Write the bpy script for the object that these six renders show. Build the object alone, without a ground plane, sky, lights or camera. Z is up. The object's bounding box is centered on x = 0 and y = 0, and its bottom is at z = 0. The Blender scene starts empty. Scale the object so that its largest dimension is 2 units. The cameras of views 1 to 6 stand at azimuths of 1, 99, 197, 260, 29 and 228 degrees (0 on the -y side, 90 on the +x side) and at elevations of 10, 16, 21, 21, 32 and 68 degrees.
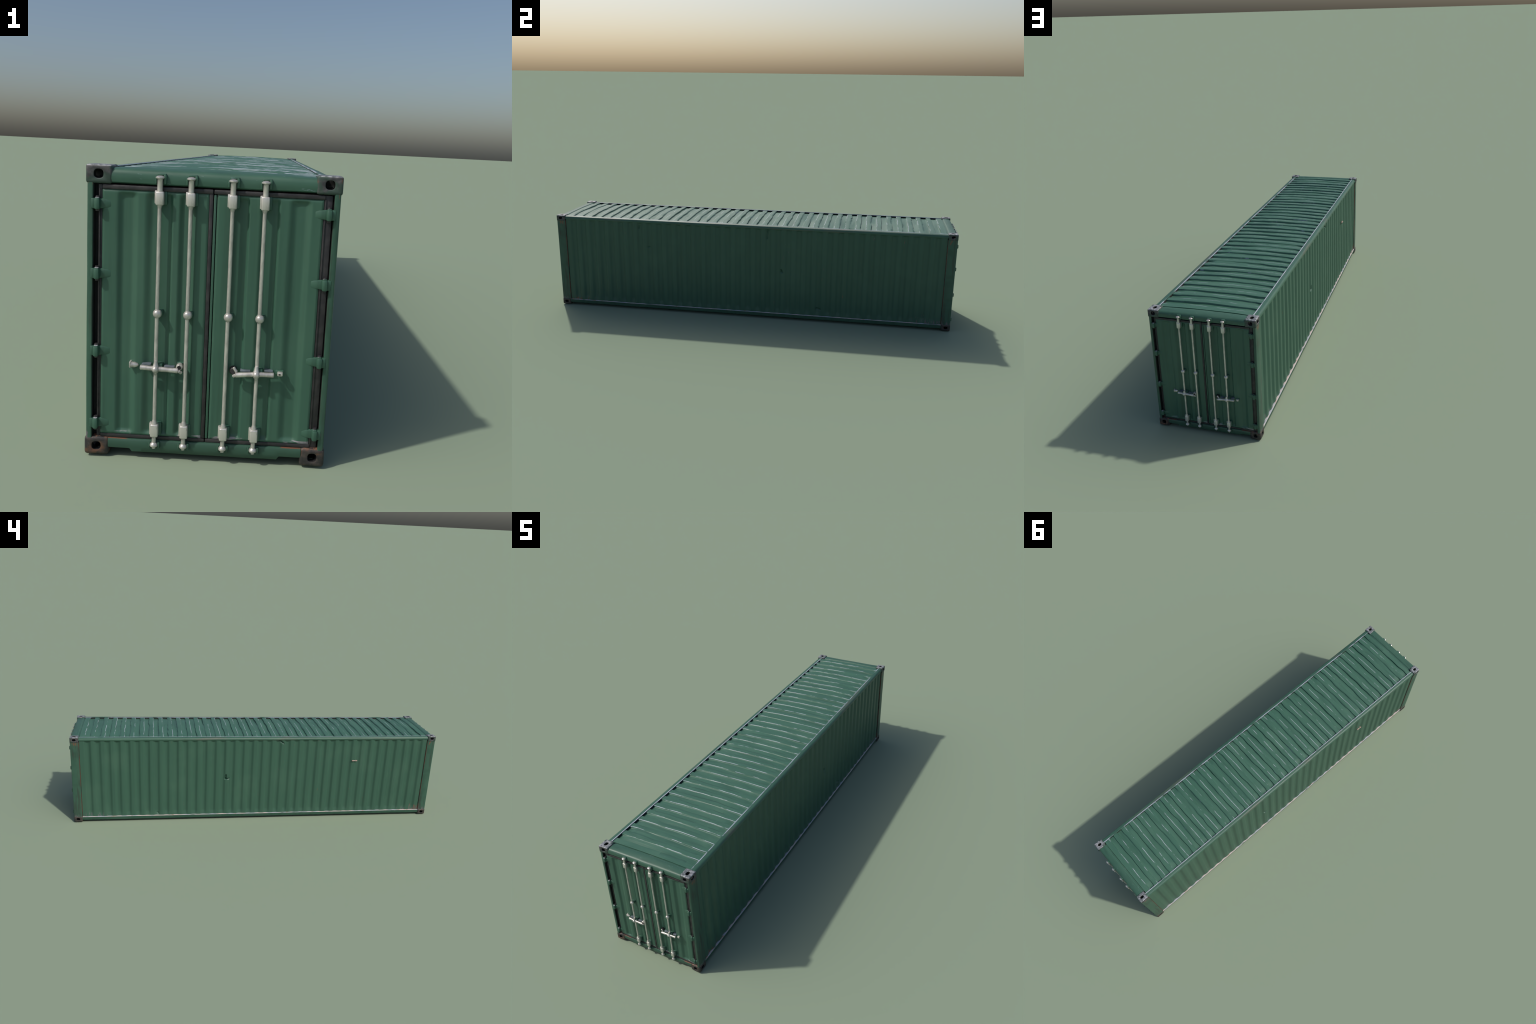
"""A 40-foot high-cube shipping container, dark green, double doors at both ends."""
import bpy, bmesh, math
from mathutils import Vector, Matrix, noise

# ------------------------------------------------------------------ sizes (metres, scaled)
HY = 0.9855          # half length over the corner castings
TOP = 0.4744         # top of the castings
PITCH = 0.0499       # corrugation pitch of walls and roof
NV = 18              # valleys run from -NV to +NV
DOOR_Y = 0.9805      # plane of the door panels
BAR_Y = 0.9870       # centre line of the locking bars
DOOR_Z0, DOOR_Z1 = 0.0365, 0.4370
HINGE_Z = (0.4145, 0.3045, 0.1780, 0.0555)


def smooth(a, b, t):
    t = min(1.0, max(0.0, (t - a) / (b - a)))
    return t * t * (3 - 2 * t)


def lerp(a, b, t):
    return a + (b - a) * t


def nz(x, y=0.0, z=0.0):
    return noise.noise(Vector((x, y, z)))


# ------------------------------------------------------------------ node helpers
class Graph:
    def __init__(self, name):
        self.mat = bpy.data.materials.new(name)
        self.mat.use_nodes = True
        self.nt = self.mat.node_tree
        self.bsdf = self.nt.nodes["Principled BSDF"]
        self.coord = self.node("ShaderNodeTexCoord").outputs["Object"]
        sep = self.node("ShaderNodeSeparateXYZ")
        self.link(self.coord, sep.inputs[0])
        self.x, self.y, self.z = sep.outputs

    def node(self, kind, **kw):
        n = self.nt.nodes.new(kind)
        for k, v in kw.items():
            setattr(n, k, v)
        return n

    def link(self, a, b):
        self.nt.links.new(a, b)

    def put(self, sock, v):
        if hasattr(v, "links") or isinstance(v, bpy.types.NodeSocket):
            self.link(v, sock)
        elif isinstance(v, (tuple, list)) and len(v) == 3 and sock.type == "RGBA":
            sock.default_value = (*v, 1)
        else:
            sock.default_value = v

    def math(self, op, a, b=0.0, c=0.0):
        n = self.node("ShaderNodeMath", operation=op)
        self.put(n.inputs[0], a)
        self.put(n.inputs[1], b)
        if len(n.inputs) > 2:
            self.put(n.inputs[2], c)
        return n.outputs[0]

    def mul(self, a, b):
        return self.math("MULTIPLY", a, b)

    def noise(self, scale=(1, 1, 1), detail=3.0, rough=0.55, offset=(0, 0, 0)):
        m = self.node("ShaderNodeMapping")
        m.inputs["Scale"].default_value = scale
        m.inputs["Location"].default_value = offset
        self.link(self.coord, m.inputs["Vector"])
        n = self.node("ShaderNodeTexNoise")
        n.inputs["Scale"].default_value = 1.0
        n.inputs["Detail"].default_value = detail
        n.inputs["Roughness"].default_value = rough
        self.link(m.outputs[0], n.inputs["Vector"])
        return n.outputs["Fac"]

    def ramp(self, v, lo, hi):
        n = self.node("ShaderNodeMapRange", interpolation_type="SMOOTHSTEP")
        self.put(n.inputs["Value"], v)
        n.inputs["From Min"].default_value = lo
        n.inputs["From Max"].default_value = hi
        return n.outputs[0]

    def mix(self, fac, a, b):
        n = self.node("ShaderNodeMix", data_type="RGBA")
        self.put(n.inputs["Factor"], fac)
        self.put(n.inputs["A"] if False else n.inputs[6], a)
        self.put(n.inputs[7], b)
        return n.outputs[2]

    def bump(self, h, strength=0.2, dist=0.001):
        n = self.node("ShaderNodeBump")
        n.inputs["Strength"].default_value = strength
        n.inputs["Distance"].default_value = dist
        self.link(h, n.inputs["Height"])
        self.link(n.outputs[0], self.bsdf.inputs["Normal"])

    def finish(self, color, rough=0.5, metal=0.0, spec=0.5):
        self.put(self.bsdf.inputs["Base Color"], color)
        self.put(self.bsdf.inputs["Roughness"], rough)
        self.put(self.bsdf.inputs["Metallic"], metal)
        self.put(self.bsdf.inputs["Specular IOR Level"], spec)
        return self.mat


GREEN = (0.0455, 0.121, 0.081)
GREEN_DK = (0.0365, 0.098, 0.066)
GREEN_LT = (0.055, 0.133, 0.089)
RUST = (0.17, 0.075, 0.045)
RUST_DK = (0.055, 0.038, 0.032)
BARE = (0.42, 0.47, 0.53)
PINKISH = (0.50, 0.43, 0.41)


def paint(name, streak=(30, 30, 2.5), seed=0.0, chips=0.0, rust=None, rough=0.46, tone=1.0, grime=0.0, contrast=(0.30, 0.55), wrinkle=0.0, grime_scale=(12, 5, 60), dirt=(0.105, 0.110, 0.085)):
    """Weathered green paint; streak = noise scale per axis; rust = (low z, high z) zones."""
    g = Graph(name)
    a = g.noise(streak, 4, 0.6, (seed, seed * 2, 0))
    b = g.noise((6, 6, 6), 3, 0.5, (seed, 3, 1))
    green, dark, light = (tuple(v * tone for v in q) for q in (GREEN, GREEN_DK, GREEN_LT))
    c = g.mix(g.ramp(a, *contrast), dark, green)
    c = g.mix(g.mul(g.ramp(b, 0.48, 0.72), 0.8), c, light)
    if grime:
        k = g.noise(grime_scale, 3, 0.55, (seed + 2, 6, 3))
        c = g.mix(g.mul(g.ramp(k, 0.50, 0.66), grime), c, dirt)
    if chips:
        k = g.noise(tuple(3.2 * s for s in streak), 4, 0.65, (seed + 5, 1, 2))
        c = g.mix(g.mul(g.ramp(k, 0.66, 0.70), chips), c, (0.20, 0.29, 0.30))
    if rust:
        lo, hi = rust
        k = g.noise((170, 170, 22), 3, 0.6, (seed + 9, 4, 7))
        zone = g.ramp(g.z, lo, 0.028)
        if hi:
            zone = g.math("MAXIMUM", zone, g.mul(g.ramp(g.z, hi, 0.455), 0.9))
        ends = g.ramp(g.math("ABSOLUTE", g.y), 0.68, 0.92)
        thr = g.mul(g.mul(zone, ends), 0.22)
        m = g.ramp(g.math("ADD", k, thr), 0.72, 0.77)
        c = g.mix(m, c, g.mix(g.ramp(b, 0.4, 0.6), RUST, (0.13, 0.12, 0.13)))
    if wrinkle:
        g.bump(g.noise((9, 210, 9), 3, 0.6, (seed, 2, 2)), wrinkle, 0.0022)
    else:
        g.bump(g.noise((260, 260, 260), 2), 0.08, 0.0006)
    return g.finish(c, g.math("MULTIPLY_ADD", b, 0.16, rough - 0.08))


def scuffed(name, streak, lo, hi, pale=BARE, under=GREEN, seed=0.0):
    """Paint rubbed through to pale primer in streaks along an edge."""
    g = Graph(name)
    a = g.noise(streak, 3, 0.6, (seed, seed, seed))
    b = g.noise(tuple(4 * s for s in streak), 2, 0.6, (seed, 7, 1))
    m = g.ramp(g.math("MULTIPLY_ADD", b, 0.25, a), lo, hi)
    c = g.mix(m, under, g.mix(g.ramp(b, 0.4, 0.65), pale, tuple(0.75 * v for v in pale)))
    return g.finish(c, 0.42)


def ledge_material():
    g = Graph("worn_ledge")
    a = g.noise((30, 14, 30), 4, 0.65)
    b = g.noise((60, 40, 60), 3, 0.6, (4, 4, 4))
    c = g.mix(g.ramp(a, 0.44, 0.56), (0.36, 0.38, 0.42), PINKISH)
    c = g.mix(g.ramp(b, 0.58, 0.68), c, (0.42, 0.24, 0.16))
    c = g.mix(g.ramp(g.noise((20, 9, 20), 3, 0.6, (9, 1, 3)), 0.58, 0.66), c, (0.16, 0.19, 0.18))
    return g.finish(c, 0.55)


def casting_material(name, lower):
    g = Graph(name)
    a = g.noise((95, 95, 95), 4, 0.6, (3, 1, 8))
    b = g.noise((48, 48, 48), 3, 0.55, (1, 5, 2))
    if lower:
        c = g.mix(g.ramp(a, 0.40, 0.62), (0.034, 0.032, 0.032), (0.070, 0.057, 0.050))
        left = g.ramp(g.x, 0.05, -0.05)
        c = g.mix(g.mul(g.ramp(g.math("MULTIPLY_ADD", left, 0.09, b), 0.57, 0.70), 0.85), c, (0.15, 0.074, 0.044))
        c = g.mix(g.mul(g.ramp(g.z, 0.0285, 0.0308), g.ramp(a, 0.44, 0.58)), c, (0.25, 0.115, 0.065))
    else:
        c = g.mix(g.ramp(a, 0.38, 0.62), (0.052, 0.052, 0.056), (0.10, 0.098, 0.10))
        c = g.mix(g.mul(g.ramp(b, 0.44, 0.56), 0.8), c, (0.042, 0.080, 0.060))
        nrm = g.node("ShaderNodeNewGeometry").outputs["True Normal"]
        sep = g.node("ShaderNodeSeparateXYZ")
        g.link(nrm, sep.inputs[0])
        up = g.ramp(sep.outputs[2], 0.35, 0.75)       # rubbed bare by stacking and twist-locks
        bare = g.mix(g.ramp(a, 0.42, 0.6), (0.15, 0.16, 0.17), (0.37, 0.385, 0.40))
        c = g.mix(g.mul(up, g.ramp(b, 0.66, 0.54)), c, bare)
        c = g.mix(g.mul(g.ramp(g.noise((150, 150, 60), 3, 0.6), 0.62, 0.70), 0.7), c, RUST)
    g.bump(g.noise((300, 300, 300), 2), 0.2, 0.0006)
    return g.finish(c, 0.55, 0.15)


def metal_material():
    g = Graph("galvanised_steel")
    a = g.noise((90, 90, 25), 4, 0.6)
    c = g.mix(g.ramp(a, 0.36, 0.62), (0.47, 0.45, 0.42), (0.70, 0.67, 0.62))
    c = g.mix(g.mul(g.ramp(g.noise((220, 220, 60), 3, 0.6, (5, 5, 5)), 0.66, 0.74), 0.5), c, (0.16, 0.15, 0.14))
    return g.finish(c, 0.34, 0.55)


def flat_material(name, col, rough, dirt=None):
    g = Graph(name)
    a = g.noise((50, 50, 50), 3)
    c = g.mix(g.ramp(a, 0.4, 0.65), col, dirt or tuple(1.5 * v for v in col))
    return g.finish(c, rough)


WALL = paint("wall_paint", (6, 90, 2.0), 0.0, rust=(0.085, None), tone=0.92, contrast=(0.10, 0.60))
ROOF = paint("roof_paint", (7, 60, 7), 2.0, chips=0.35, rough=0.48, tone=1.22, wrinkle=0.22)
DOOR = paint("door_paint", (70, 20, 3), 4.0)
FRAME = paint("frame_paint", (40, 12, 20), 6.0, rust=(0.080, 0.40), tone=0.88, grime=0.6, grime_scale=(90, 60, 7), dirt=(0.036, 0.040, 0.033))
HEADER = paint("header_paint", (14, 60, 60), 8.0, chips=0.6)
RAILP = paint("rail_paint", (40, 6, 40), 3.0, grime=0.6)  # the grime mix tints in the brownish sheen along the rail front
SILLP = paint("sill_paint", (20, 40, 40), 7.0, tone=0.78)  # base green lowered to bake in the shade on the down-tilted lower face
EDGE_STRONG = scuffed("scuffed_ridge", (14, 26, 10), 0.56, 0.66, pale=(0.50, 0.56, 0.62), under=tuple(1.15 * v for v in GREEN), seed=1)
EDGE_WEAK = scuffed("scuffed_ridge_faint", (18, 30, 10), 0.74, 0.86, pale=(0.26, 0.33, 0.38), under=tuple(1.2 * v for v in GREEN), seed=4)
RAIL_EDGE = {-1: scuffed("scuffed_rail_edge", (30, 9, 30), 0.38, 0.54, pale=(0.56, 0.60, 0.65), seed=7),
             1: scuffed("scuffed_rail_edge_faint", (30, 11, 30), 0.52, 0.66, pale=(0.40, 0.45, 0.52), seed=11)}
SEAM = scuffed("rusted_seam", (40, 30, 9), 0.58, 0.68, pale=(0.105, 0.048, 0.034), under=(0.022, 0.030, 0.026), seed=2)


def sill_edge_material():
    """painted, rusting only beside the castings"""
    g = Graph("sill_edge")
    a = g.noise((40, 60, 60), 3, 0.6, (2, 2, 2))
    near = g.ramp(g.math("ABSOLUTE", g.x), 0.095, 0.150)
    m = g.ramp(g.math("MULTIPLY_ADD", near, 0.34, a), 0.70, 0.80)
    return g.finish(g.mix(m, tuple(0.8 * v for v in GREEN), (0.19, 0.085, 0.050)), 0.55)


SILL_EDGE = sill_edge_material()
LEDGE = ledge_material()
DOOR_LIP = scuffed("door_lip", (22, 30, 40), 0.68, 0.76, pale=(0.34, 0.32, 0.35), seed=5)
HINGE_TOP = scuffed("hinge_top", (70, 60, 30), 0.52, 0.66, pale=(0.40, 0.42, 0.44), seed=3)
CAST_UP = casting_material("casting_worn", False)
CAST_LO = casting_material("casting_rusty", True)
METAL = metal_material()
RUBBER = flat_material("gasket_rubber", (0.022, 0.021, 0.023), 0.5, (0.040, 0.037, 0.038))
DARK = flat_material("recess_black", (0.006, 0.006, 0.006), 0.8)  # painted near black: the occlusion darkness of gaps and casting holes
UNDER = flat_material("underside_bitumen", (0.016, 0.018, 0.017), 0.8)
LUG = flat_material("dull_steel_lug", (0.10, 0.12, 0.14), 0.45)
PEG = flat_material("weathered_peg", (0.26, 0.18, 0.145), 0.5, (0.55, 0.44, 0.38))


# ------------------------------------------------------------------ mesh helpers
class Builder:
    """Collects simple solids into one mesh."""

    def __init__(self):
        self.bm = bmesh.new()
        self.mats = []

    def slot(self, mat):
        if mat not in self.mats:
            self.mats.append(mat)
        return self.mats.index(mat)

    def merge(self, tmp, mat, matrix=None):
        if matrix is not None:
            tmp.transform(matrix)
        i = self.slot(mat)
        new = {}
        for v in tmp.verts:
            new[v] = self.bm.verts.new(v.co)
        for f in tmp.faces:
            try:
                nf = self.bm.faces.new([new[v] for v in f.verts])
                nf.material_index = i
            except ValueError:
                pass
        tmp.free()

    def box(self, lo, hi, mat, bevel=0.0, seg=2, matrix=None, taper=None):
        t = bmesh.new()
        bmesh.ops.create_cube(t, size=1.0)
        c = [(a + b) / 2 for a, b in zip(lo, hi)]
        s = [abs(b - a) for a, b in zip(lo, hi)]
        for v in t.verts:
            v.co = Vector((c[0] + v.co.x * s[0], c[1] + v.co.y * s[1], c[2] + v.co.z * s[2]))
        if taper:
            taper(t)
        if bevel:
            bmesh.ops.bevel(t, geom=t.edges[:], offset=bevel, segments=seg, profile=0.5, affect="EDGES")
        self.merge(t, mat, matrix)

    def lathe(self, profile, mat, matrix, n=16):
        """profile: list of (radius, height); revolved about local z."""
        t = bmesh.new()
        rings = []
        for r, h in profile:
            rings.append([t.verts.new((r * math.cos(2 * math.pi * i / n), r * math.sin(2 * math.pi * i / n), h)) for i in range(n)])
        for a, b in zip(rings, rings[1:]):
            for i in range(n):
                t.faces.new((a[i], a[(i + 1) % n], b[(i + 1) % n], b[i]))
        t.faces.new(rings[0][::-1])
        t.faces.new(rings[-1])
        self.merge(t, mat, matrix)

    def sweep(self, loop, path, mats):
        """closed 2D loop placed by path(i, p) -> 3D for i in range(n); mats per loop edge."""
        n, place = path
        bm = self.bm
        rows = [[bm.verts.new(place(i, p)) for p in loop] for i in range(n)]
        m = len(loop)
        for a, b in zip(rows, rows[1:]):
            for j in range(m):
                f = bm.faces.new((a[j], a[(j + 1) % m], b[(j + 1) % m], b[j]))
                f.material_index = self.slot(mats[j] if isinstance(mats, (list, tuple)) else mats)
        for r, flip in ((rows[0], True), (rows[-1], False)):
            f = bm.faces.new(r[::-1] if flip else r)
            f.material_index = self.slot(mats[0] if isinstance(mats, (list, tuple)) else mats)

    def slab(self, nu, nv, front, back, mat_of):
        """closed sheet between two parametric grids."""
        bm = self.bm
        F = [[bm.verts.new(front(i, j)) for j in range(nv)] for i in range(nu)]
        B = [[bm.verts.new(back(i, j)) for j in range(nv)] for i in range(nu)]
        for i in range(nu - 1):
            for j in range(nv - 1):
                f = bm.faces.new((F[i][j], F[i + 1][j], F[i + 1][j + 1], F[i][j + 1]))
                f.material_index = self.slot(mat_of(i, j))
                f = bm.faces.new((B[i][j], B[i][j + 1], B[i + 1][j + 1], B[i + 1][j]))
                f.material_index = 0
        rim = [(i, 0) for i in range(nu)] + [(nu - 1, j) for j in range(1, nv)]
        rim += [(i, nv - 1) for i in range(nu - 2, -1, -1)] + [(0, j) for j in range(nv - 2, 0, -1)]
        for (a, b), (c, d) in zip(rim, rim[1:] + rim[:1]):
            f = bm.faces.new((F[a][b], B[a][b], B[c][d], F[c][d]))
            f.material_index = 0

    def mesh(self, name, angle=38, dy=0.0):
        if dy:
            bmesh.ops.translate(self.bm, verts=self.bm.verts[:], vec=(0, dy, 0))
        bmesh.ops.recalc_face_normals(self.bm, faces=self.bm.faces[:])
        me = bpy.data.meshes.new(name)
        self.bm.to_mesh(me)
        self.bm.free()
        for m in self.mats:
            me.materials.append(m)
        me.shade_smooth()
        me.set_sharp_from_angle(angle=math.radians(angle))
        return me


def add(name, mesh, parent, rot=0.0):
    o = bpy.data.objects.new(name, mesh)
    bpy.context.scene.collection.objects.link(o)
    o.parent = parent
    o.rotation_euler = (0, 0, rot)
    return o


T = Matrix.Translation


def turned(x, y, z, axis=None):
    m = T((x, y, z))
    if axis == "X":
        m = m @ Matrix.Rotation(math.pi / 2, 4, "Y")
    if axis == "Y":
        m = m @ Matrix.Rotation(math.pi / 2, 4, "X")
    return m


root = bpy.data.objects.new("shipping_container", None)
bpy.context.scene.collection.objects.link(root)
root.empty_display_size = 0.2
root["label"] = "long dark green corrugated steel container with double doors"
root["category"] = "shipping container"


# ------------------------------------------------------------------ side walls
def corrugation(y):
    """0 on the outer flats, 1 in the valleys; valleys are centred on multiples of PITCH."""
    if abs(y) > (NV + 0.5) * PITCH:
        return 0.0
    d = abs((y / PITCH + 0.5) % 1.0 - 0.5) * PITCH
    return 1.0 - smooth(0.0040, 0.0190, d)


def wall_mesh(side, dents):
    ys = []
    step = PITCH / 16
    n = int(0.9390 / step)
    ys = [-0.9392] + [k * step for k in range(-n, n + 1)] + [0.9392]
    nzs = 150
    z0, z1 = 0.0270, 0.4580

    def front(i, j):
        y, z = ys[i], lerp(z0, z1, j / (nzs - 1))
        end = smooth(0.0, 0.010, z1 - z)
        foot = smooth(0.0, 0.030, z - z0)
        d = 0.0070 * corrugation(y) * (0.25 + 0.75 * end) * (0.45 + 0.55 * foot)
        d += 0.0008 * nz(y * 7 + 3 * side, z * 6, 2.0) + 0.0008 * nz(y * 34, z * 3.5 + side * 9, 5.0)
        d += 0.0006 * smooth(0.915, 0.9390, abs(y))
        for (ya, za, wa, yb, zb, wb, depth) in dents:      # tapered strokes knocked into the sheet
            ly, lz = yb - ya, zb - za
            t = max(0.0, min(1.0, ((y - ya) * ly + (z - za) * lz) / (ly * ly + lz * lz)))
            r = math.hypot(y - ya - t * ly, z - za - t * lz) / lerp(wa, wb, t)
            if r < 1.0:
                d += depth * (1 - r * r)
        return Vector((side * (0.1912 - d), y, z))

    def back(i, j):
        v = front(i, j)
        v.x -= side * 0.004
        return v

    b = Builder()
    b.slot(WALL)
    b.slab(len(ys), nzs, front, back, lambda i, j: WALL)
    return b.mesh("side_wall", 60)


wall_w = add("side_wall", wall_mesh(-1, [(0.1815, 0.2355, 0.0060, 0.1790, 0.2580, 0.0028, 0.009), (0.1800, 0.2345, 0.0045, 0.1640, 0.2360, 0.0040, 0.009),
                                          (-0.1040, 0.4530, 0.0060, -0.1270, 0.4360, 0.0025, 0.008), (0.5450, 0.0420, 0.0050, 0.5400, 0.0360, 0.0040, 0.004)]), root)
wall_e = add("side_wall", wall_mesh(1, [(0.1660, 0.2540, 0.0028, 0.1690, 0.2420, 0.0060, 0.009), (0.0970, 0.4520, 0.0040, 0.0940, 0.4050, 0.0030, 0.0035),
                                         (-0.5520, 0.4380, 0.0040, -0.5560, 0.4250, 0.0040, 0.0035), (0.3450, 0.0640, 0.0060, 0.3600, 0.0610, 0.0050, 0.006),
                                         (-0.5120, 0.3310, 0.0030, -0.5000, 0.3310, 0.0030, 0.003)]), root)

# the small pale fitting on the west wall
b = Builder()
b.lathe([(0.0012, -0.016), (0.0036, -0.015), (0.0038, -0.004), (0.0020, -0.002), (0.0020, 0.003), (0.0040, 0.005), (0.0040, 0.013), (0.0015, 0.015)],
        PEG, T((-0.1955, -0.531, 0.3345)) @ Matrix.Rotation(math.pi / 2, 4, "X"), 12)
b.box((-0.1955, -0.541, 0.3325), (-0.188, -0.537, 0.3365), PEG, 0.0006)
b.box((-0.1955, -0.527, 0.3325), (-0.188, -0.523, 0.3365), PEG, 0.0006)
add("wall_fitting", b.mesh("wall_fitting"), wall_w)


# ------------------------------------------------------------------ roof
def roof_mesh():
    pts = []   # (base y, level, edge a, edge b, blend, strip tag)
    half = PITCH / 2
    lower = [(-0.0138, 0.0), (-0.0135, 0.08), (-0.0128, 0.92), (-0.0125, 1.0)]
    upper = [(0.0112, 1.0), (0.0122, 0.82), (0.0133, 0.16), (0.0140, 0.0), (0.0151, 0.0)]
    nval = 2 * NV + 1
    pts.append((-0.9375, 0.0, None, 0, 0.0, ""))
    pts.append((-0.9300, 0.0, None, 0, 0.3, ""))
    for k in range(-NV, NV + 1):
        yk = k * PITCH
        e = 2 * (k + NV)
        for n, (dy, lv) in enumerate(lower):
            pts.append((yk + dy, lv, e, e, 0.0, "L" if n in (0, 1) else ""))
        for dy in (-0.006, 0.0, 0.006):
            pts.append((yk + dy, 1.0, e, e + 1, (dy + 0.0115) / 0.023, ""))
        for n, (dy, lv) in enumerate(upper):
            pts.append((yk + dy, lv, e + 1, e + 1, 0.0, "U" if n in (2, 3) else ""))
        if k < NV:
            for f in (0.30, 0.5, 0.70):
                pts.append((yk + lerp(0.0146, PITCH - 0.0146, f), -0.08, e + 1, e + 2, f, ""))
    e = 2 * 2 * NV + 1
    pts.append((0.9200, 0.0, e, None, 0.3, ""))
    pts.append((0.9375, 0.0, e, None, 1.0, ""))

    nx = 96
    X = 0.1718

    def edge_shift(e, x):
        if e is None:
            return 0.0
        win = smooth(0.0, 0.030, X - abs(x))
        k = 1.0 if e % 2 == 0 else 0.6
        s = k * (0.0036 * nz(x * 7.0, e * 3.7, 1.5) + 0.0032 * nz(x * 24.0, e * 5.3, 4.5))
        return s * win

    def depth(e, x):
        """how deep the groove is along edge e (upper edges are softer)"""
        if e is None:
            return 1.0
        near = smooth(0.005, 0.040, X - abs(x))
        soft = 0.82 + 0.75 * nz(x * 6.0, e * 2.9, 8.5) if e % 2 == 0 else 0.60 + 0.75 * nz(x * 5.0, e * 2.3, 12.5)
        return lerp(1.0, max(0.12, min(1.25, soft)), near)

    def front(i, j):
        y, lv, ea, eb, f, tag = pts[i]
        x = lerp(-X, X, j / (nx - 1))
        sa, sb = edge_shift(ea, x), edge_shift(eb, x)
        da, db = depth(ea, x), depth(eb, x)
        win = smooth(0.0, 0.05, X - abs(x))
        z = 0.4677 - 0.0061 * lv * lerp(da, db, f)
        z += win * (0.0010 * nz(x * 9, y * 12, 3.0) + 0.0010 * nz(x * 11, y * 62, 7.0)) + 0.0044 * (1 - (x / X) ** 2)
        return Vector((x, y + lerp(sa, sb, f), z))

    def back(i, j):
        v = front(i, j)
        v.z -= 0.004
        return v

    def mat_of(i, j):
        tag = pts[i][5]
        return EDGE_STRONG if tag == "U" else EDGE_WEAK if tag == "L" else ROOF

    b = Builder()
    b.slot(ROOF)
    b.slab(len(pts), nx, front, back, mat_of)
    return b.mesh("roof_panel", 50)


add("roof_panel", roof_mesh(), root)


# ------------------------------------------------------------------ long rails
def top_rail(side):
    loop = [(0.1722, 0.4560), (0.1722, 0.4692), (0.1727, 0.4703), (0.1734, 0.4706), (0.1760, 0.4703), (0.1850, 0.4696),
            (0.1890, 0.4684), (0.1922, 0.4652), (0.1938, 0.4610), (0.1936, 0.4575), (0.1926, 0.4552), (0.1850, 0.4545)]
    mats = [DARK, RAIL_EDGE[side], RAIL_EDGE[side], RAIL_EDGE[side]] + [RAILP] * 7 + [DARK]
    n = 120

    def place(i, p):
        y = lerp(-0.9420, 0.9420, i / (n - 1))
        w = 0.0005 * nz(y * 9, side * 4, p[1] * 30)
        return Vector((side * (p[0] + w), y, p[1] + 0.0004 * nz(y * 6, side * 7 + 2, 1)))

    b = Builder()
    b.sweep(loop, (n, place), mats)
    return b.mesh("top_side_rail", 40)


def bottom_rail(side):
    loop = [(0.1700, 0.0290), (0.1920, 0.0294), (0.1940, 0.0290), (0.1952, 0.0276), (0.1948, 0.0200), (0.1932, 0.0110), (0.1905, 0.0095), (0.1700, 0.0095)]
    mats = [LEDGE, LEDGE, LEDGE] + [SILLP] * 3 + [UNDER, UNDER]
    n = 160

    def place(i, p):
        y = lerp(-0.9420, 0.9420, i / (n - 1))
        w = 0.0006 * nz(y * 14, side * 3, 1.7)
        return Vector((side * (p[0] + w), y, p[1] + 0.0005 * nz(y * 10, side * 5, 0.3)))

    b = Builder()
    b.sweep(loop, (n, place), mats)
    return b.mesh("bottom_side_rail", 40)


for s in (-1, 1):
    add("top_side_rail", top_rail(s), root)
    add("bottom_side_rail", bottom_rail(s), root)

# floor and cross members under it
b = Builder()
b.box((-0.171, -0.955, 0.0215), (0.171, 0.955, 0.0275), UNDER)
add("floor", b.mesh("floor"), root)
b = Builder()
b.box((-0.1715, -0.004, 0.0135), (0.1715, 0.004, 0.0210), UNDER, 0.001)
cm = b.mesh("cross_member")
for k in range(33):
    add("cross_member", cm, root).location.y = lerp(-0.93, 0.93, k / 32)


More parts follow.
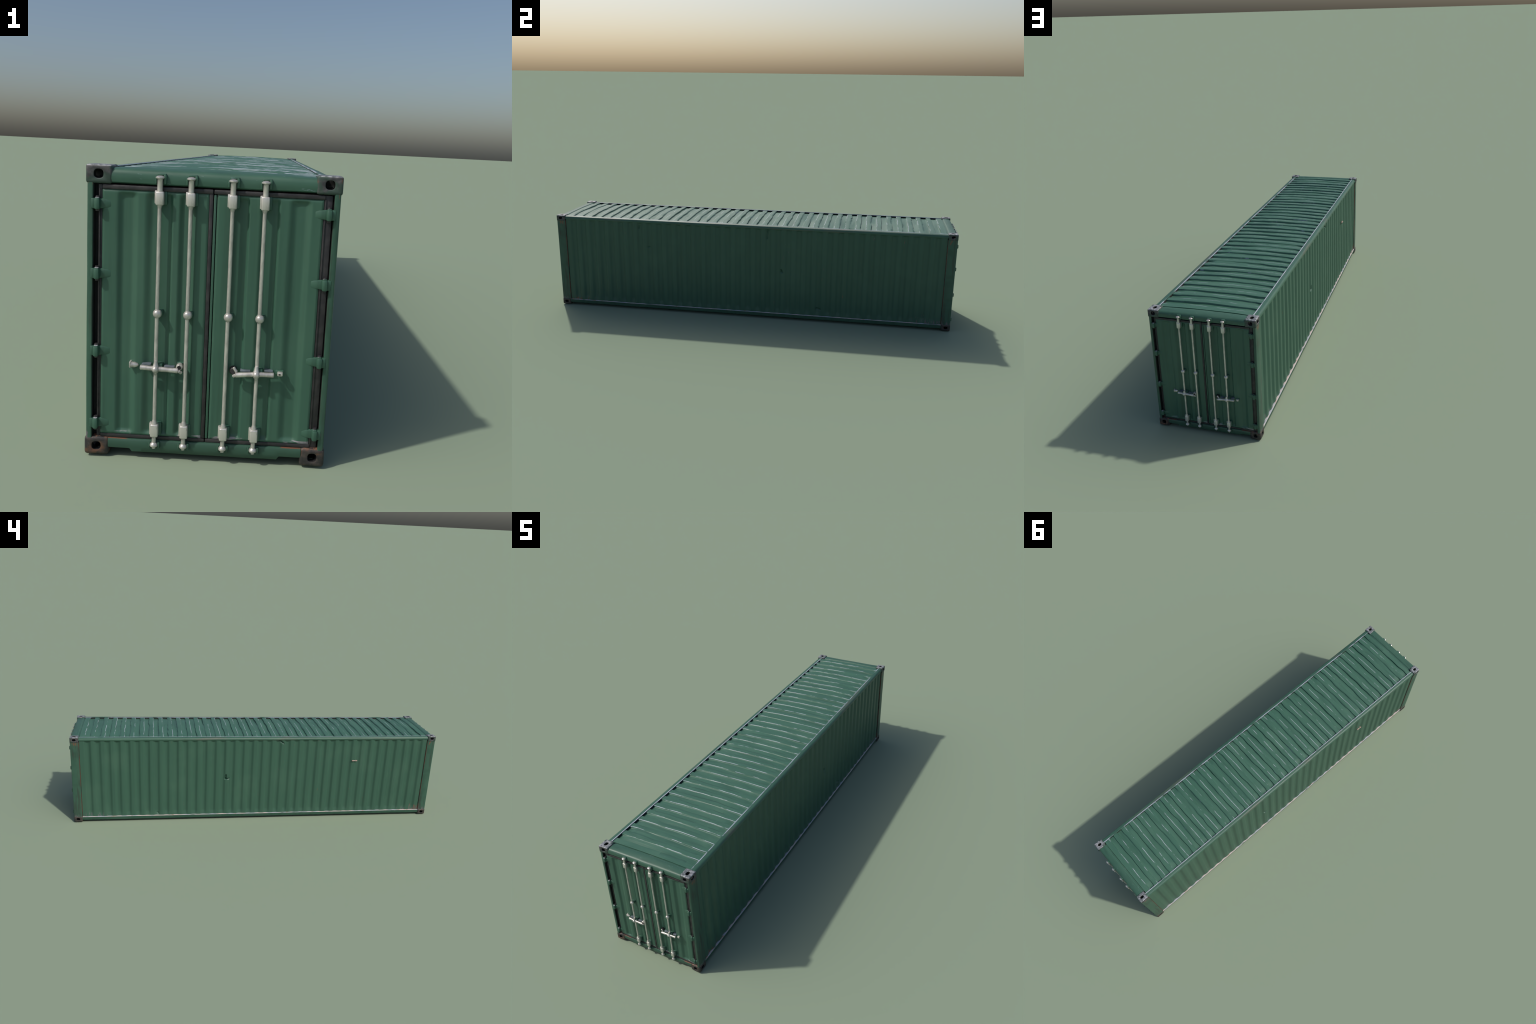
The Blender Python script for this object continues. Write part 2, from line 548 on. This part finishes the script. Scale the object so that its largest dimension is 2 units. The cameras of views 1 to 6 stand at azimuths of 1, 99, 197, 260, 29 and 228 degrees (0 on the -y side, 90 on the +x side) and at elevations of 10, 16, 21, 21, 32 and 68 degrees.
# ------------------------------------------------------------------ corner castings (built for the front, turned for the back)
def casting(side, lower):
    x0, x1 = 0.1570, 0.1974
    z0, z1 = (0.0, 0.0312) if lower else (0.4455, TOP)
    y0, y1 = -HY, -0.9415
    b = Builder()
    mat = CAST_LO if lower else CAST_UP

    def chamfer(t):
        for v in t.verts:           # castings draw in slightly at their free inner corners
            if v.co.x < 0.17 and v.co.y < -0.96:
                v.co.y += 0.0015

    b.box((x0, y0, z0), (x1, y1, z1), mat, 0.0052 if lower else 0.0036, 3, taper=chamfer)
    me = b.mesh("corner_casting", 40)
    o = bpy.data.objects.new("tmp", me)
    bpy.context.scene.collection.objects.link(o)

    c = Builder()
    cx, cy, cz = 0.1775, -0.9640, (z0 + z1) / 2 + (0.0002 if lower else 0.0005)

    def slot_hole(axis, ra, rb, p):
        prof = []
        t = bmesh.new()
        n = 16
        lo, hi = [], []
        for i in range(n):
            a = 2 * math.pi * (i + 0.5) / n
            q = 0.75
            u = ra * math.copysign(abs(math.cos(a)) ** q, math.cos(a))
            v = rb * math.copysign(abs(math.sin(a)) ** q, math.sin(a))
            for lst, h, k in ((lo, -1, 1.0), (hi, 1, 1.0)):
                if axis == "Y":
                    co = (p[0] + u, y0 - 0.004 if h < 0 else cy + 0.008, p[2] + v)
                elif axis == "X":
                    co = (x1 + 0.004 if h < 0 else cx - 0.007, p[1] + u, p[2] + v)
                else:
                    zt = (z0 - 0.004, z0 + 0.016) if lower else (z1 + 0.004, z1 - 0.016)
                    co = (p[0] + u, p[1] + v, zt[0] if h < 0 else zt[1])
                lst.append(t.verts.new(co))
        t.faces.new(lo)
        t.faces.new(hi[::-1])
        for i in range(n):
            t.faces.new((lo[i], lo[(i + 1) % n], hi[(i + 1) % n], hi[i]))
        c2 = Builder()
        c2.merge(t, DARK)
        return c2.mesh("cut")

    for axis, ra, rb in (("Y", 0.0074, 0.0072), ("X", 0.0092, 0.0066), ("Z", 0.0062, 0.0092)):
        cut = bpy.data.objects.new("cut", slot_hole(axis, ra, rb, (cx, cy, cz)))
        bpy.context.scene.collection.objects.link(cut)
        m = o.modifiers.new("hole", "BOOLEAN")
        m.operation, m.solver, m.object = "DIFFERENCE", "EXACT", cut
        m.material_mode = "TRANSFER"
    dg = bpy.context.evaluated_depsgraph_get()
    out = bpy.data.meshes.new_from_object(o.evaluated_get(dg), depsgraph=dg)
    for m in list(o.modifiers):
        cut = m.object
        o.modifiers.remove(m)
        cm_ = cut.data
        bpy.data.objects.remove(cut)
        bpy.data.meshes.remove(cm_)
    bpy.data.objects.remove(o)
    bpy.data.meshes.remove(me)
    out.name = "corner_casting"
    bm = bmesh.new()
    bm.from_mesh(out)
    if side < 0:
        for v in bm.verts:
            v.co.x = -v.co.x
        bmesh.ops.reverse_faces(bm, faces=bm.faces[:])
    # soften the rim of every hole
    slots = {i for i, m in enumerate(out.materials) if m and m.name.startswith("recess")}
    rim = [e for e in bm.edges if len(e.link_faces) == 2 and len({f.material_index in slots for f in e.link_faces}) == 2]
    bmesh.ops.bevel(bm, geom=rim, offset=0.0011, segments=2, profile=0.5, affect="EDGES", material=0)
    bm.to_mesh(out)
    bm.free()
    out.shade_smooth()
    out.set_sharp_from_angle(angle=math.radians(40))
    return out


for s in (-1, 1):
    for lower in (False, True):
        me = casting(s, lower)
        add("corner_casting", me, root)
        add("corner_casting", me, root, math.pi)


# ------------------------------------------------------------------ corner posts
def post(side):
    loop = [(0.1768, -0.9450), (0.1768, -0.9710), (0.1848, -0.9722), (0.1854, -0.9828), (0.1866, -0.9842), (0.1926, -0.9846),
            (0.1946, -0.9832), (0.1954, -0.9800), (0.1957, -0.9600), (0.1954, -0.9425), (0.1944, -0.9402), (0.1900, -0.9392), (0.1880, -0.9392)]
    mats = [DARK, DARK, DARK] + [FRAME] * 6 + [SEAM, SEAM, DARK, DARK]
    n = 60

    def place(i, p):
        z = lerp(0.0290, 0.4475, i / (n - 1))
        w = 0.0005 * nz(z * 14, side * 4, p[1] * 40)
        return Vector((side * (p[0] + w), p[1], z))

    b = Builder()
    b.sweep(loop, (n, place), mats)
    return b.mesh("corner_post", 40)


for s in (-1, 1):
    me = post(s)
    add("corner_post", me, root)
    add("corner_post", me, root, math.pi)


# ------------------------------------------------------------------ end frames
BARS = (-0.0820, -0.0340, 0.0302, 0.0800)


def header_mesh():
    loop = [(-0.9620, 0.4468), (-0.9745, 0.4470), (-0.9772, 0.4490), (-0.9782, 0.4540), (-0.9780, 0.4610), (-0.9766, 0.4655), (-0.9735, 0.4688),
            (-0.9680, 0.4700), (-0.9560, 0.4706), (-0.9440, 0.4704), (-0.9420, 0.4698), (-0.9395, 0.4672), (-0.9345, 0.4668), (-0.9325, 0.4600)]
    mats = [DARK] + [HEADER] * 8 + [EDGE_WEAK, HEADER, HEADER, HEADER, DARK]
    n = 70

    def place(i, p):
        x = lerp(-0.1585, 0.1585, i / (n - 1))
        front = smooth(-0.950, -0.975, p[0])
        w = 0.0010 * nz(x * 16, 3.3, p[1] * 40) * front
        return Vector((x, p[0] + w, p[1] + 0.0006 * nz(x * 14, p[0] * 20, 6.1) + smooth(-0.975, -0.950, p[0]) * 0.0030 * (1 - (x / 0.1585) ** 2)))

    b = Builder()
    b.sweep(loop, (n, place), mats)
    for x in BARS:      # cam keepers welded to the header
        b.box((x + 0.0050, -0.9825, 0.4490), (x + 0.0095, -0.9760, 0.4640), HEADER, 0.0014)
        b.box((x - 0.0085, -0.9805, 0.4490), (x - 0.0055, -0.9760, 0.4600), HEADER, 0.0010)
        b.box((x - 0.0050, -0.9820, 0.4622), (x + 0.0090, -0.9755, 0.4652), HEADER, 0.0010)
    return b.mesh("door_header", 40, -0.0045)


def sill_mesh():
    n = 90

    def place(i, p):
        x = lerp(-0.1585, 0.1585, i / (n - 1))
        low = smooth(0.1235, 0.1195, abs(x))
        z = p[1]
        if p[2]:
            z -= 0.0055 * low * p[2]
        return Vector((x, p[0] + 0.0006 * nz(x * 14, 1.1, p[1] * 50), z + 0.0004 * nz(x * 20, p[0] * 9, 2.2)))

    loop = [(-0.9500, 0.0292, 0), (-0.9740, 0.0300, 0), (-0.9775, 0.0292, 0), (-0.9790, 0.0262, 0), (-0.9785, 0.0190, 0.4), (-0.9770, 0.0138, 0.9), (-0.9745, 0.0123, 1), (-0.9500, 0.0123, 1)]
    mats = [SILL_EDGE, SILL_EDGE, SILLP, SILLP, SILLP, SILLP, UNDER, UNDER]
    b = Builder()
    b.sweep(loop, (n, place), mats)
    for x in BARS:
        b.box((x + 0.0052, -0.9830, 0.0180), (x + 0.0095, -0.9765, 0.0290), SILLP, 0.0014)
        b.box((x - 0.0090, -0.9830, 0.0190), (x - 0.0060, -0.9765, 0.0280), SILLP, 0.0010)
    return b.mesh("door_sill", 40, -0.0050)


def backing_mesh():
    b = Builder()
    b.box((-0.178, -0.964, 0.0285), (0.178, -0.955, 0.4480), DARK)  # solid black plate that makes the shadow in the door gaps
    return b.mesh("door_recess", dy=-0.0060)  # door gap shadow board


# ------------------------------------------------------------------ doors
# levels along x: 0 = outer flat, 1 = pressed-in valley
LEVEL_LEFT = [(-0.1722, 0), (-0.1500, 0), (-0.1385, 1), (-0.1270, 1), (-0.1150, 0), (-0.1070, 0), (-0.0930, 1), (-0.0670, 1),
              (-0.0610, 0), (-0.0535, 0), (-0.0450, 1), (-0.0330, 1), (-0.0240, 0), (-0.0068, 0)]
LEVEL_RIGHT = [(0.0058, 0), (0.0280, 0), (0.0400, 1), (0.0530, 1), (0.0580, 0), (0.0710, 0), (0.0840, 1), (0.0990, 1),
               (0.1045, 0), (0.1165, 0), (0.1305, 1), (0.1420, 1), (0.1540, 0), (0.1700, 0)]


def door_panel(levels):
    x0, x1 = levels[0][0], levels[-1][0]
    nx, nzs = 130, 70
    zs = [DOOR_Z0 + (DOOR_Z1 - DOOR_Z0) * (0.5 - 0.5 * math.cos(math.pi * j / (nzs - 1))) for j in range(nzs)]

    def level(x):
        for (a, la), (c, lc) in zip(levels, levels[1:]):
            if x <= c:
                return lerp(la, lc, smooth(a, c, x))
        return 0

    def front(i, j):
        x, z = lerp(x0, x1, i / (nx - 1)), zs[j]
        end = smooth(0.001, 0.009, min(z - DOOR_Z0, DOOR_Z1 - z))
        edge = smooth(0.003, 0.0, min(x - x0, x1 - x, z - DOOR_Z0, DOOR_Z1 - z))
        d = 0.0048 * level(x) * end + 0.0015 * edge
        d += 0.0005 * nz(x * 14, z * 8, 4 + x0) + 0.0004 * nz(x * 60, z * 5, 2)
        return Vector((x, -DOOR_Y + d, z))

    def back(i, j):
        v = front(i, j)
        v.y = -0.9715
        return v

    b = Builder()
    b.slot(DOOR)
    b.slab(nx, nzs, front, back, lambda i, j: DOOR_LIP if zs[j] < DOOR_Z0 + 0.0045 else DOOR)
    return b.mesh("door", 50)


def gasket_mesh(side):
    b = Builder()
    s = side
    xo, xi = s * (0.1788 if s < 0 else 0.1836), s * (0.1724 if s < 0 else 0.1702)
    lo, hi = min(xo, xi), max(xo, xi)
    b.box((lo, -0.9722, 0.0300), (hi, -0.9640, 0.4445), RUBBER, 0.0014)
    b.box((lo + 0.0016, -0.9738, 0.0360), (lo + 0.0036, -0.9700, 0.4385), RUBBER, 0.0008)
    if side < 0:
        xa, xb = -0.1722, -0.0005
        b.box((-0.0064, -0.9738, 0.0372), (-0.0005, -0.9640, 0.4440), RUBBER, 0.0012)
    else:
        xa, xb = 0.0006, 0.1722
        b.box((0.0006, -0.9730, 0.0372), (0.0045, -0.9640, 0.4365), DOOR, 0.0006)
    b.box((xa, -0.9752, 0.4374), (xb, -0.9640, 0.4446), RUBBER, 0.0018)
    b.box((xa, -0.9740, 0.0302), (xb, -0.9640, 0.0362), RUBBER, 0.0014)
    return b.mesh("gasket", dy=-0.0065)


def hinge_mesh(side):
    b = Builder()
    h = 0.0088

    def droop(t):
        for v in t.verts:
            if abs(v.co.x) < 0.165:
                v.co.z *= 0.72
                v.co.y += 0.0025

    def bx(x0, x1, y0, y1, k, bev, tp=None):
        lo, hi = sorted((side * x0, side * x1))
        b.box((lo, y0, -h * k), (hi, y1, h * k), DOOR, bev, 2, taper=tp)

    bx(0.1560, 0.1790, -0.9800, -0.9700, 0.95, 0.0022, droop)
    bx(0.1745, 0.1832, -0.9872, -0.9690, 1.02, 0.0028)
    bx(0.1815, 0.1890, -0.9828, -0.9700, 0.92, 0.0018)
    lo, hi = sorted((side * 0.1760, side * 0.1818))
    b.box((lo, -0.9852, h * 1.0), (hi, -0.9760, h * 1.0 + 0.0010), HINGE_TOP, 0.0004)
    b.lathe([(0.0030, -h - 0.003), (0.0034, -h - 0.002), (0.0034, h + 0.002), (0.0030, h + 0.003)], RUBBER, T((side * 0.1790, -0.9790, 0)), 12)
    return b.mesh("hinge", dy=-0.0030)


def bar_mesh():
    b = Builder()
    r = 0.0031
    b.lathe([(r, 0.0280), (r, 0.0600), (r * 1.04, 0.20), (r, 0.30), (r, 0.4400)], METAL, T((0, -BAR_Y, 0)), 14)
    return b.mesh("locking_bar")


def bar_cam_mesh():
    b = Builder()
    m = T((0, -BAR_Y, 0))
    b.lathe([(0.0044, 0.4360), (0.0048, 0.4375), (0.0045, 0.4400), (0.0043, 0.4560), (0.0050, 0.4572), (0.0070, 0.4582), (0.0070, 0.4598), (0.0045, 0.4616), (0.0018, 0.4622)], METAL, m, 16)
    b.lathe([(0.0018, 0.0178), (0.0030, 0.0184), (0.0030, 0.0215), (0.0062, 0.0226), (0.0066, 0.0240), (0.0060, 0.0265), (0.0036, 0.0288), (0.0034, 0.0400)], METAL, m, 16)
    return b.mesh("bar_cam")


def bar_guide_mesh():
    b = Builder()

    def nose(t):
        for v in t.verts:
            if v.co.z > 0.055 and v.co.z < 0.1:
                v.co.x *= 0.55
    for z0, z1, tp in ((0.4168, 0.4382, None), (0.0392, 0.0610, None)):
        b.box((-0.0060, -0.9926, z0), (0.0068, -0.9810, z1), METAL, 0.0022, 3)
        b.box((-0.0082, -0.9872, z0 + 0.002), (-0.0040, -0.9800, z1 + 0.001), METAL, 0.0012)
        b.box((-0.0050, -0.9820, z0 + 0.0005), (0.0105, -0.9705, z1 - 0.0005), DOOR, 0.0012)
    b.lathe([(0.0050, 0.0600), (0.0042, 0.0640), (0.0029, 0.0690)], METAL, T((0, -BAR_Y, 0)), 12)
    b.lathe([(0.0029, 0.4110), (0.0036, 0.4140), (0.0046, 0.4175)], METAL, T((0, -BAR_Y, 0)), 12)
    return b.mesh("bar_guide")


def bar_collar_mesh():
    b = Builder()
    prof = [(0.0067 * math.sin(math.pi * k / 10) ** 0.8 + 0.0004, 0.2455 - 0.0068 * math.cos(math.pi * k / 10)) for k in range(11)]
    b.lathe(prof, METAL, T((0.0006, -BAR_Y - 0.0005, 0)), 16)
    b.lathe([(0.0050, 0.2475), (0.0036, 0.2510), (0.0024, 0.2555)], METAL, T((0, -BAR_Y, 0)), 12)
    b.box((-0.0052, -0.9850, 0.2405), (0.0085, -0.9690, 0.2510), DOOR, 0.0016)
    return b.mesh("bar_collar")


def rod(b, p, q, r, mat, n=12):
    p, q = Vector(p), Vector(q)
    d = q - p
    m = T(p) @ d.to_track_quat("Z", "Y").to_matrix().to_4x4()
    L = d.length
    b.lathe([(r * 0.7, 0.0), (r, 0.0008), (r * 0.92, L * 0.5), (r, L - 0.0008), (r * 0.7, L)], mat, m, n)


def handle_mesh(left):
    """lever, hub and catches of one door"""
    b = Builder()
    cx = -0.0812 if left else 0.0795
    cz = 0.1560
    ends = ((-0.1062, 0.1572), (-0.0452, 0.1545)) if left else ((0.0462, 0.1528), (0.1078, 0.1560))
    y = -0.9918
    rod(b, (ends[0][0], y + 0.0005, ends[0][1]), (cx, y, cz), 0.0042, METAL)
    rod(b, (cx, y, cz), (ends[1][0], y + 0.0005, ends[1][1]), 0.0042, METAL)
    # hub: a pointed boss round the bar
    prof = [(0.0008, -0.0104), (0.0032, -0.0066), (0.0060, -0.0028), (0.0072, 0.0), (0.0060, 0.0030), (0.0042, 0.0064), (0.0034, 0.0100), (0.0026, 0.0135)]
    b.lathe(prof, METAL, T((cx, -0.9920, cz - 0.0005)), 14)
    b.lathe([(0.0058, 0.0), (0.0050, 0.0030), (0.0030, 0.0052), (0.0008, 0.0058)], METAL, T((cx, -0.9942, cz)) @ Matrix.Rotation(math.pi / 2, 4, "X"), 14)
    b.box((cx - 0.0050, -0.9900, 0.1500), (cx + 0.0098, -0.9690, 0.1630), DOOR, 0.0016)
    if left:
        # outer catch, inner retainer and the lugs behind the lever
        b.box((-0.1252, -0.9868, 0.1532), (-0.1222, -0.9700, 0.1632), METAL, 0.0010)
        b.lathe([(0.0048, 0.0), (0.0046, 0.006), (0.0030, 0.0105), (0.0008, 0.0125)], METAL, turned(-0.1228, -0.9820, 0.1575, "X"), 12)
        b.box((-0.1225, -0.9790, 0.1600), (-0.1115, -0.9700, 0.1640), DOOR, 0.0012)
        b.box((-0.1050, -0.9868, 0.1590), (-0.0900, -0.9700, 0.1612), LUG, 0.0007)
        b.box((-0.0690, -0.9868, 0.1572), (-0.0520, -0.9700, 0.1594), LUG, 0.0007)
        b.lathe([(0.0052, 0.0), (0.0056, 0.003), (0.0056, 0.010), (0.0040, 0.012)], METAL, T((-0.0440, -0.9780, 0.1590)) @ Matrix.Rotation(math.pi / 2, 4, "X"), 12)
        b.lathe([(0.0032, 0.0), (0.0032, 0.0010)], DARK, T((-0.0440, -0.9896, 0.1590)) @ Matrix.Rotation(math.pi / 2, 4, "X"), 12)
        rod(b, (-0.0452, -0.9925, 0.1545), (-0.0405, -0.9880, 0.1500), 0.0028, METAL)
        b.box((-0.0490, -0.9800, 0.1625), (-0.0375, -0.9700, 0.1650), DOOR, 0.0008)
    else:
        b.box((0.1130, -0.9895, 0.1535), (0.1220, -0.9800, 0.1598), METAL, 0.0016)
        b.box((0.1150, -0.9902, 0.1553), (0.1186, -0.9880, 0.1578), DARK, 0.0008)
        b.box((0.1100, -0.9830, 0.1540), (0.1235, -0.9700, 0.1615), DOOR, 0.0014)
        b.box((0.0535, -0.9868, 0.1570), (0.0700, -0.9700, 0.1592), LUG, 0.0007)
        b.box((0.0920, -0.9868, 0.1590), (0.1060, -0.9700, 0.1610), LUG, 0.0007)
        rod(b, (0.0462, -0.9925, 0.1528), (0.0430, -0.9900, 0.1500), 0.0028, METAL)
        rod(b, (0.0482, -0.9880, 0.1565), (0.0428, -0.9870, 0.1640), 0.0026, METAL)
        b.lathe([(0.0062, 0.0), (0.0064, 0.003), (0.0060, 0.010), (0.0044, 0.012)], RUBBER, T((0.0420, -0.9750, 0.1570)) @ Matrix.Rotation(math.pi / 2, 4, "X"), 12)
    return b.mesh("handle")


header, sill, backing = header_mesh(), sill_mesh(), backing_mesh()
panels = {-1: door_panel(LEVEL_LEFT), 1: door_panel(LEVEL_RIGHT)}
gaskets = {s: gasket_mesh(s) for s in (-1, 1)}
hinges = {s: hinge_mesh(s) for s in (-1, 1)}
handles = {s: handle_mesh(s < 0) for s in (-1, 1)}
bar, cam, guide, collar = bar_mesh(), bar_cam_mesh(), bar_guide_mesh(), bar_collar_mesh()

for rot in (0.0, math.pi):
    add("door_header", header, root, rot)
    add("door_sill", sill, root, rot)
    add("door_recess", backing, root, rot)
    for s in (-1, 1):
        d = add("door", panels[s], root, rot)
        add("gasket", gaskets[s], d)
        for z in HINGE_Z:
            add("hinge", hinges[s], d).location.z = z
        for x in BARS:
            if x * s > 0:
                for nm, me in (("locking_bar", bar), ("bar_cam", cam), ("bar_guide", guide), ("bar_collar", collar)):
                    add(nm, me, d).location.x = x
        add("handle", handles[s], d)
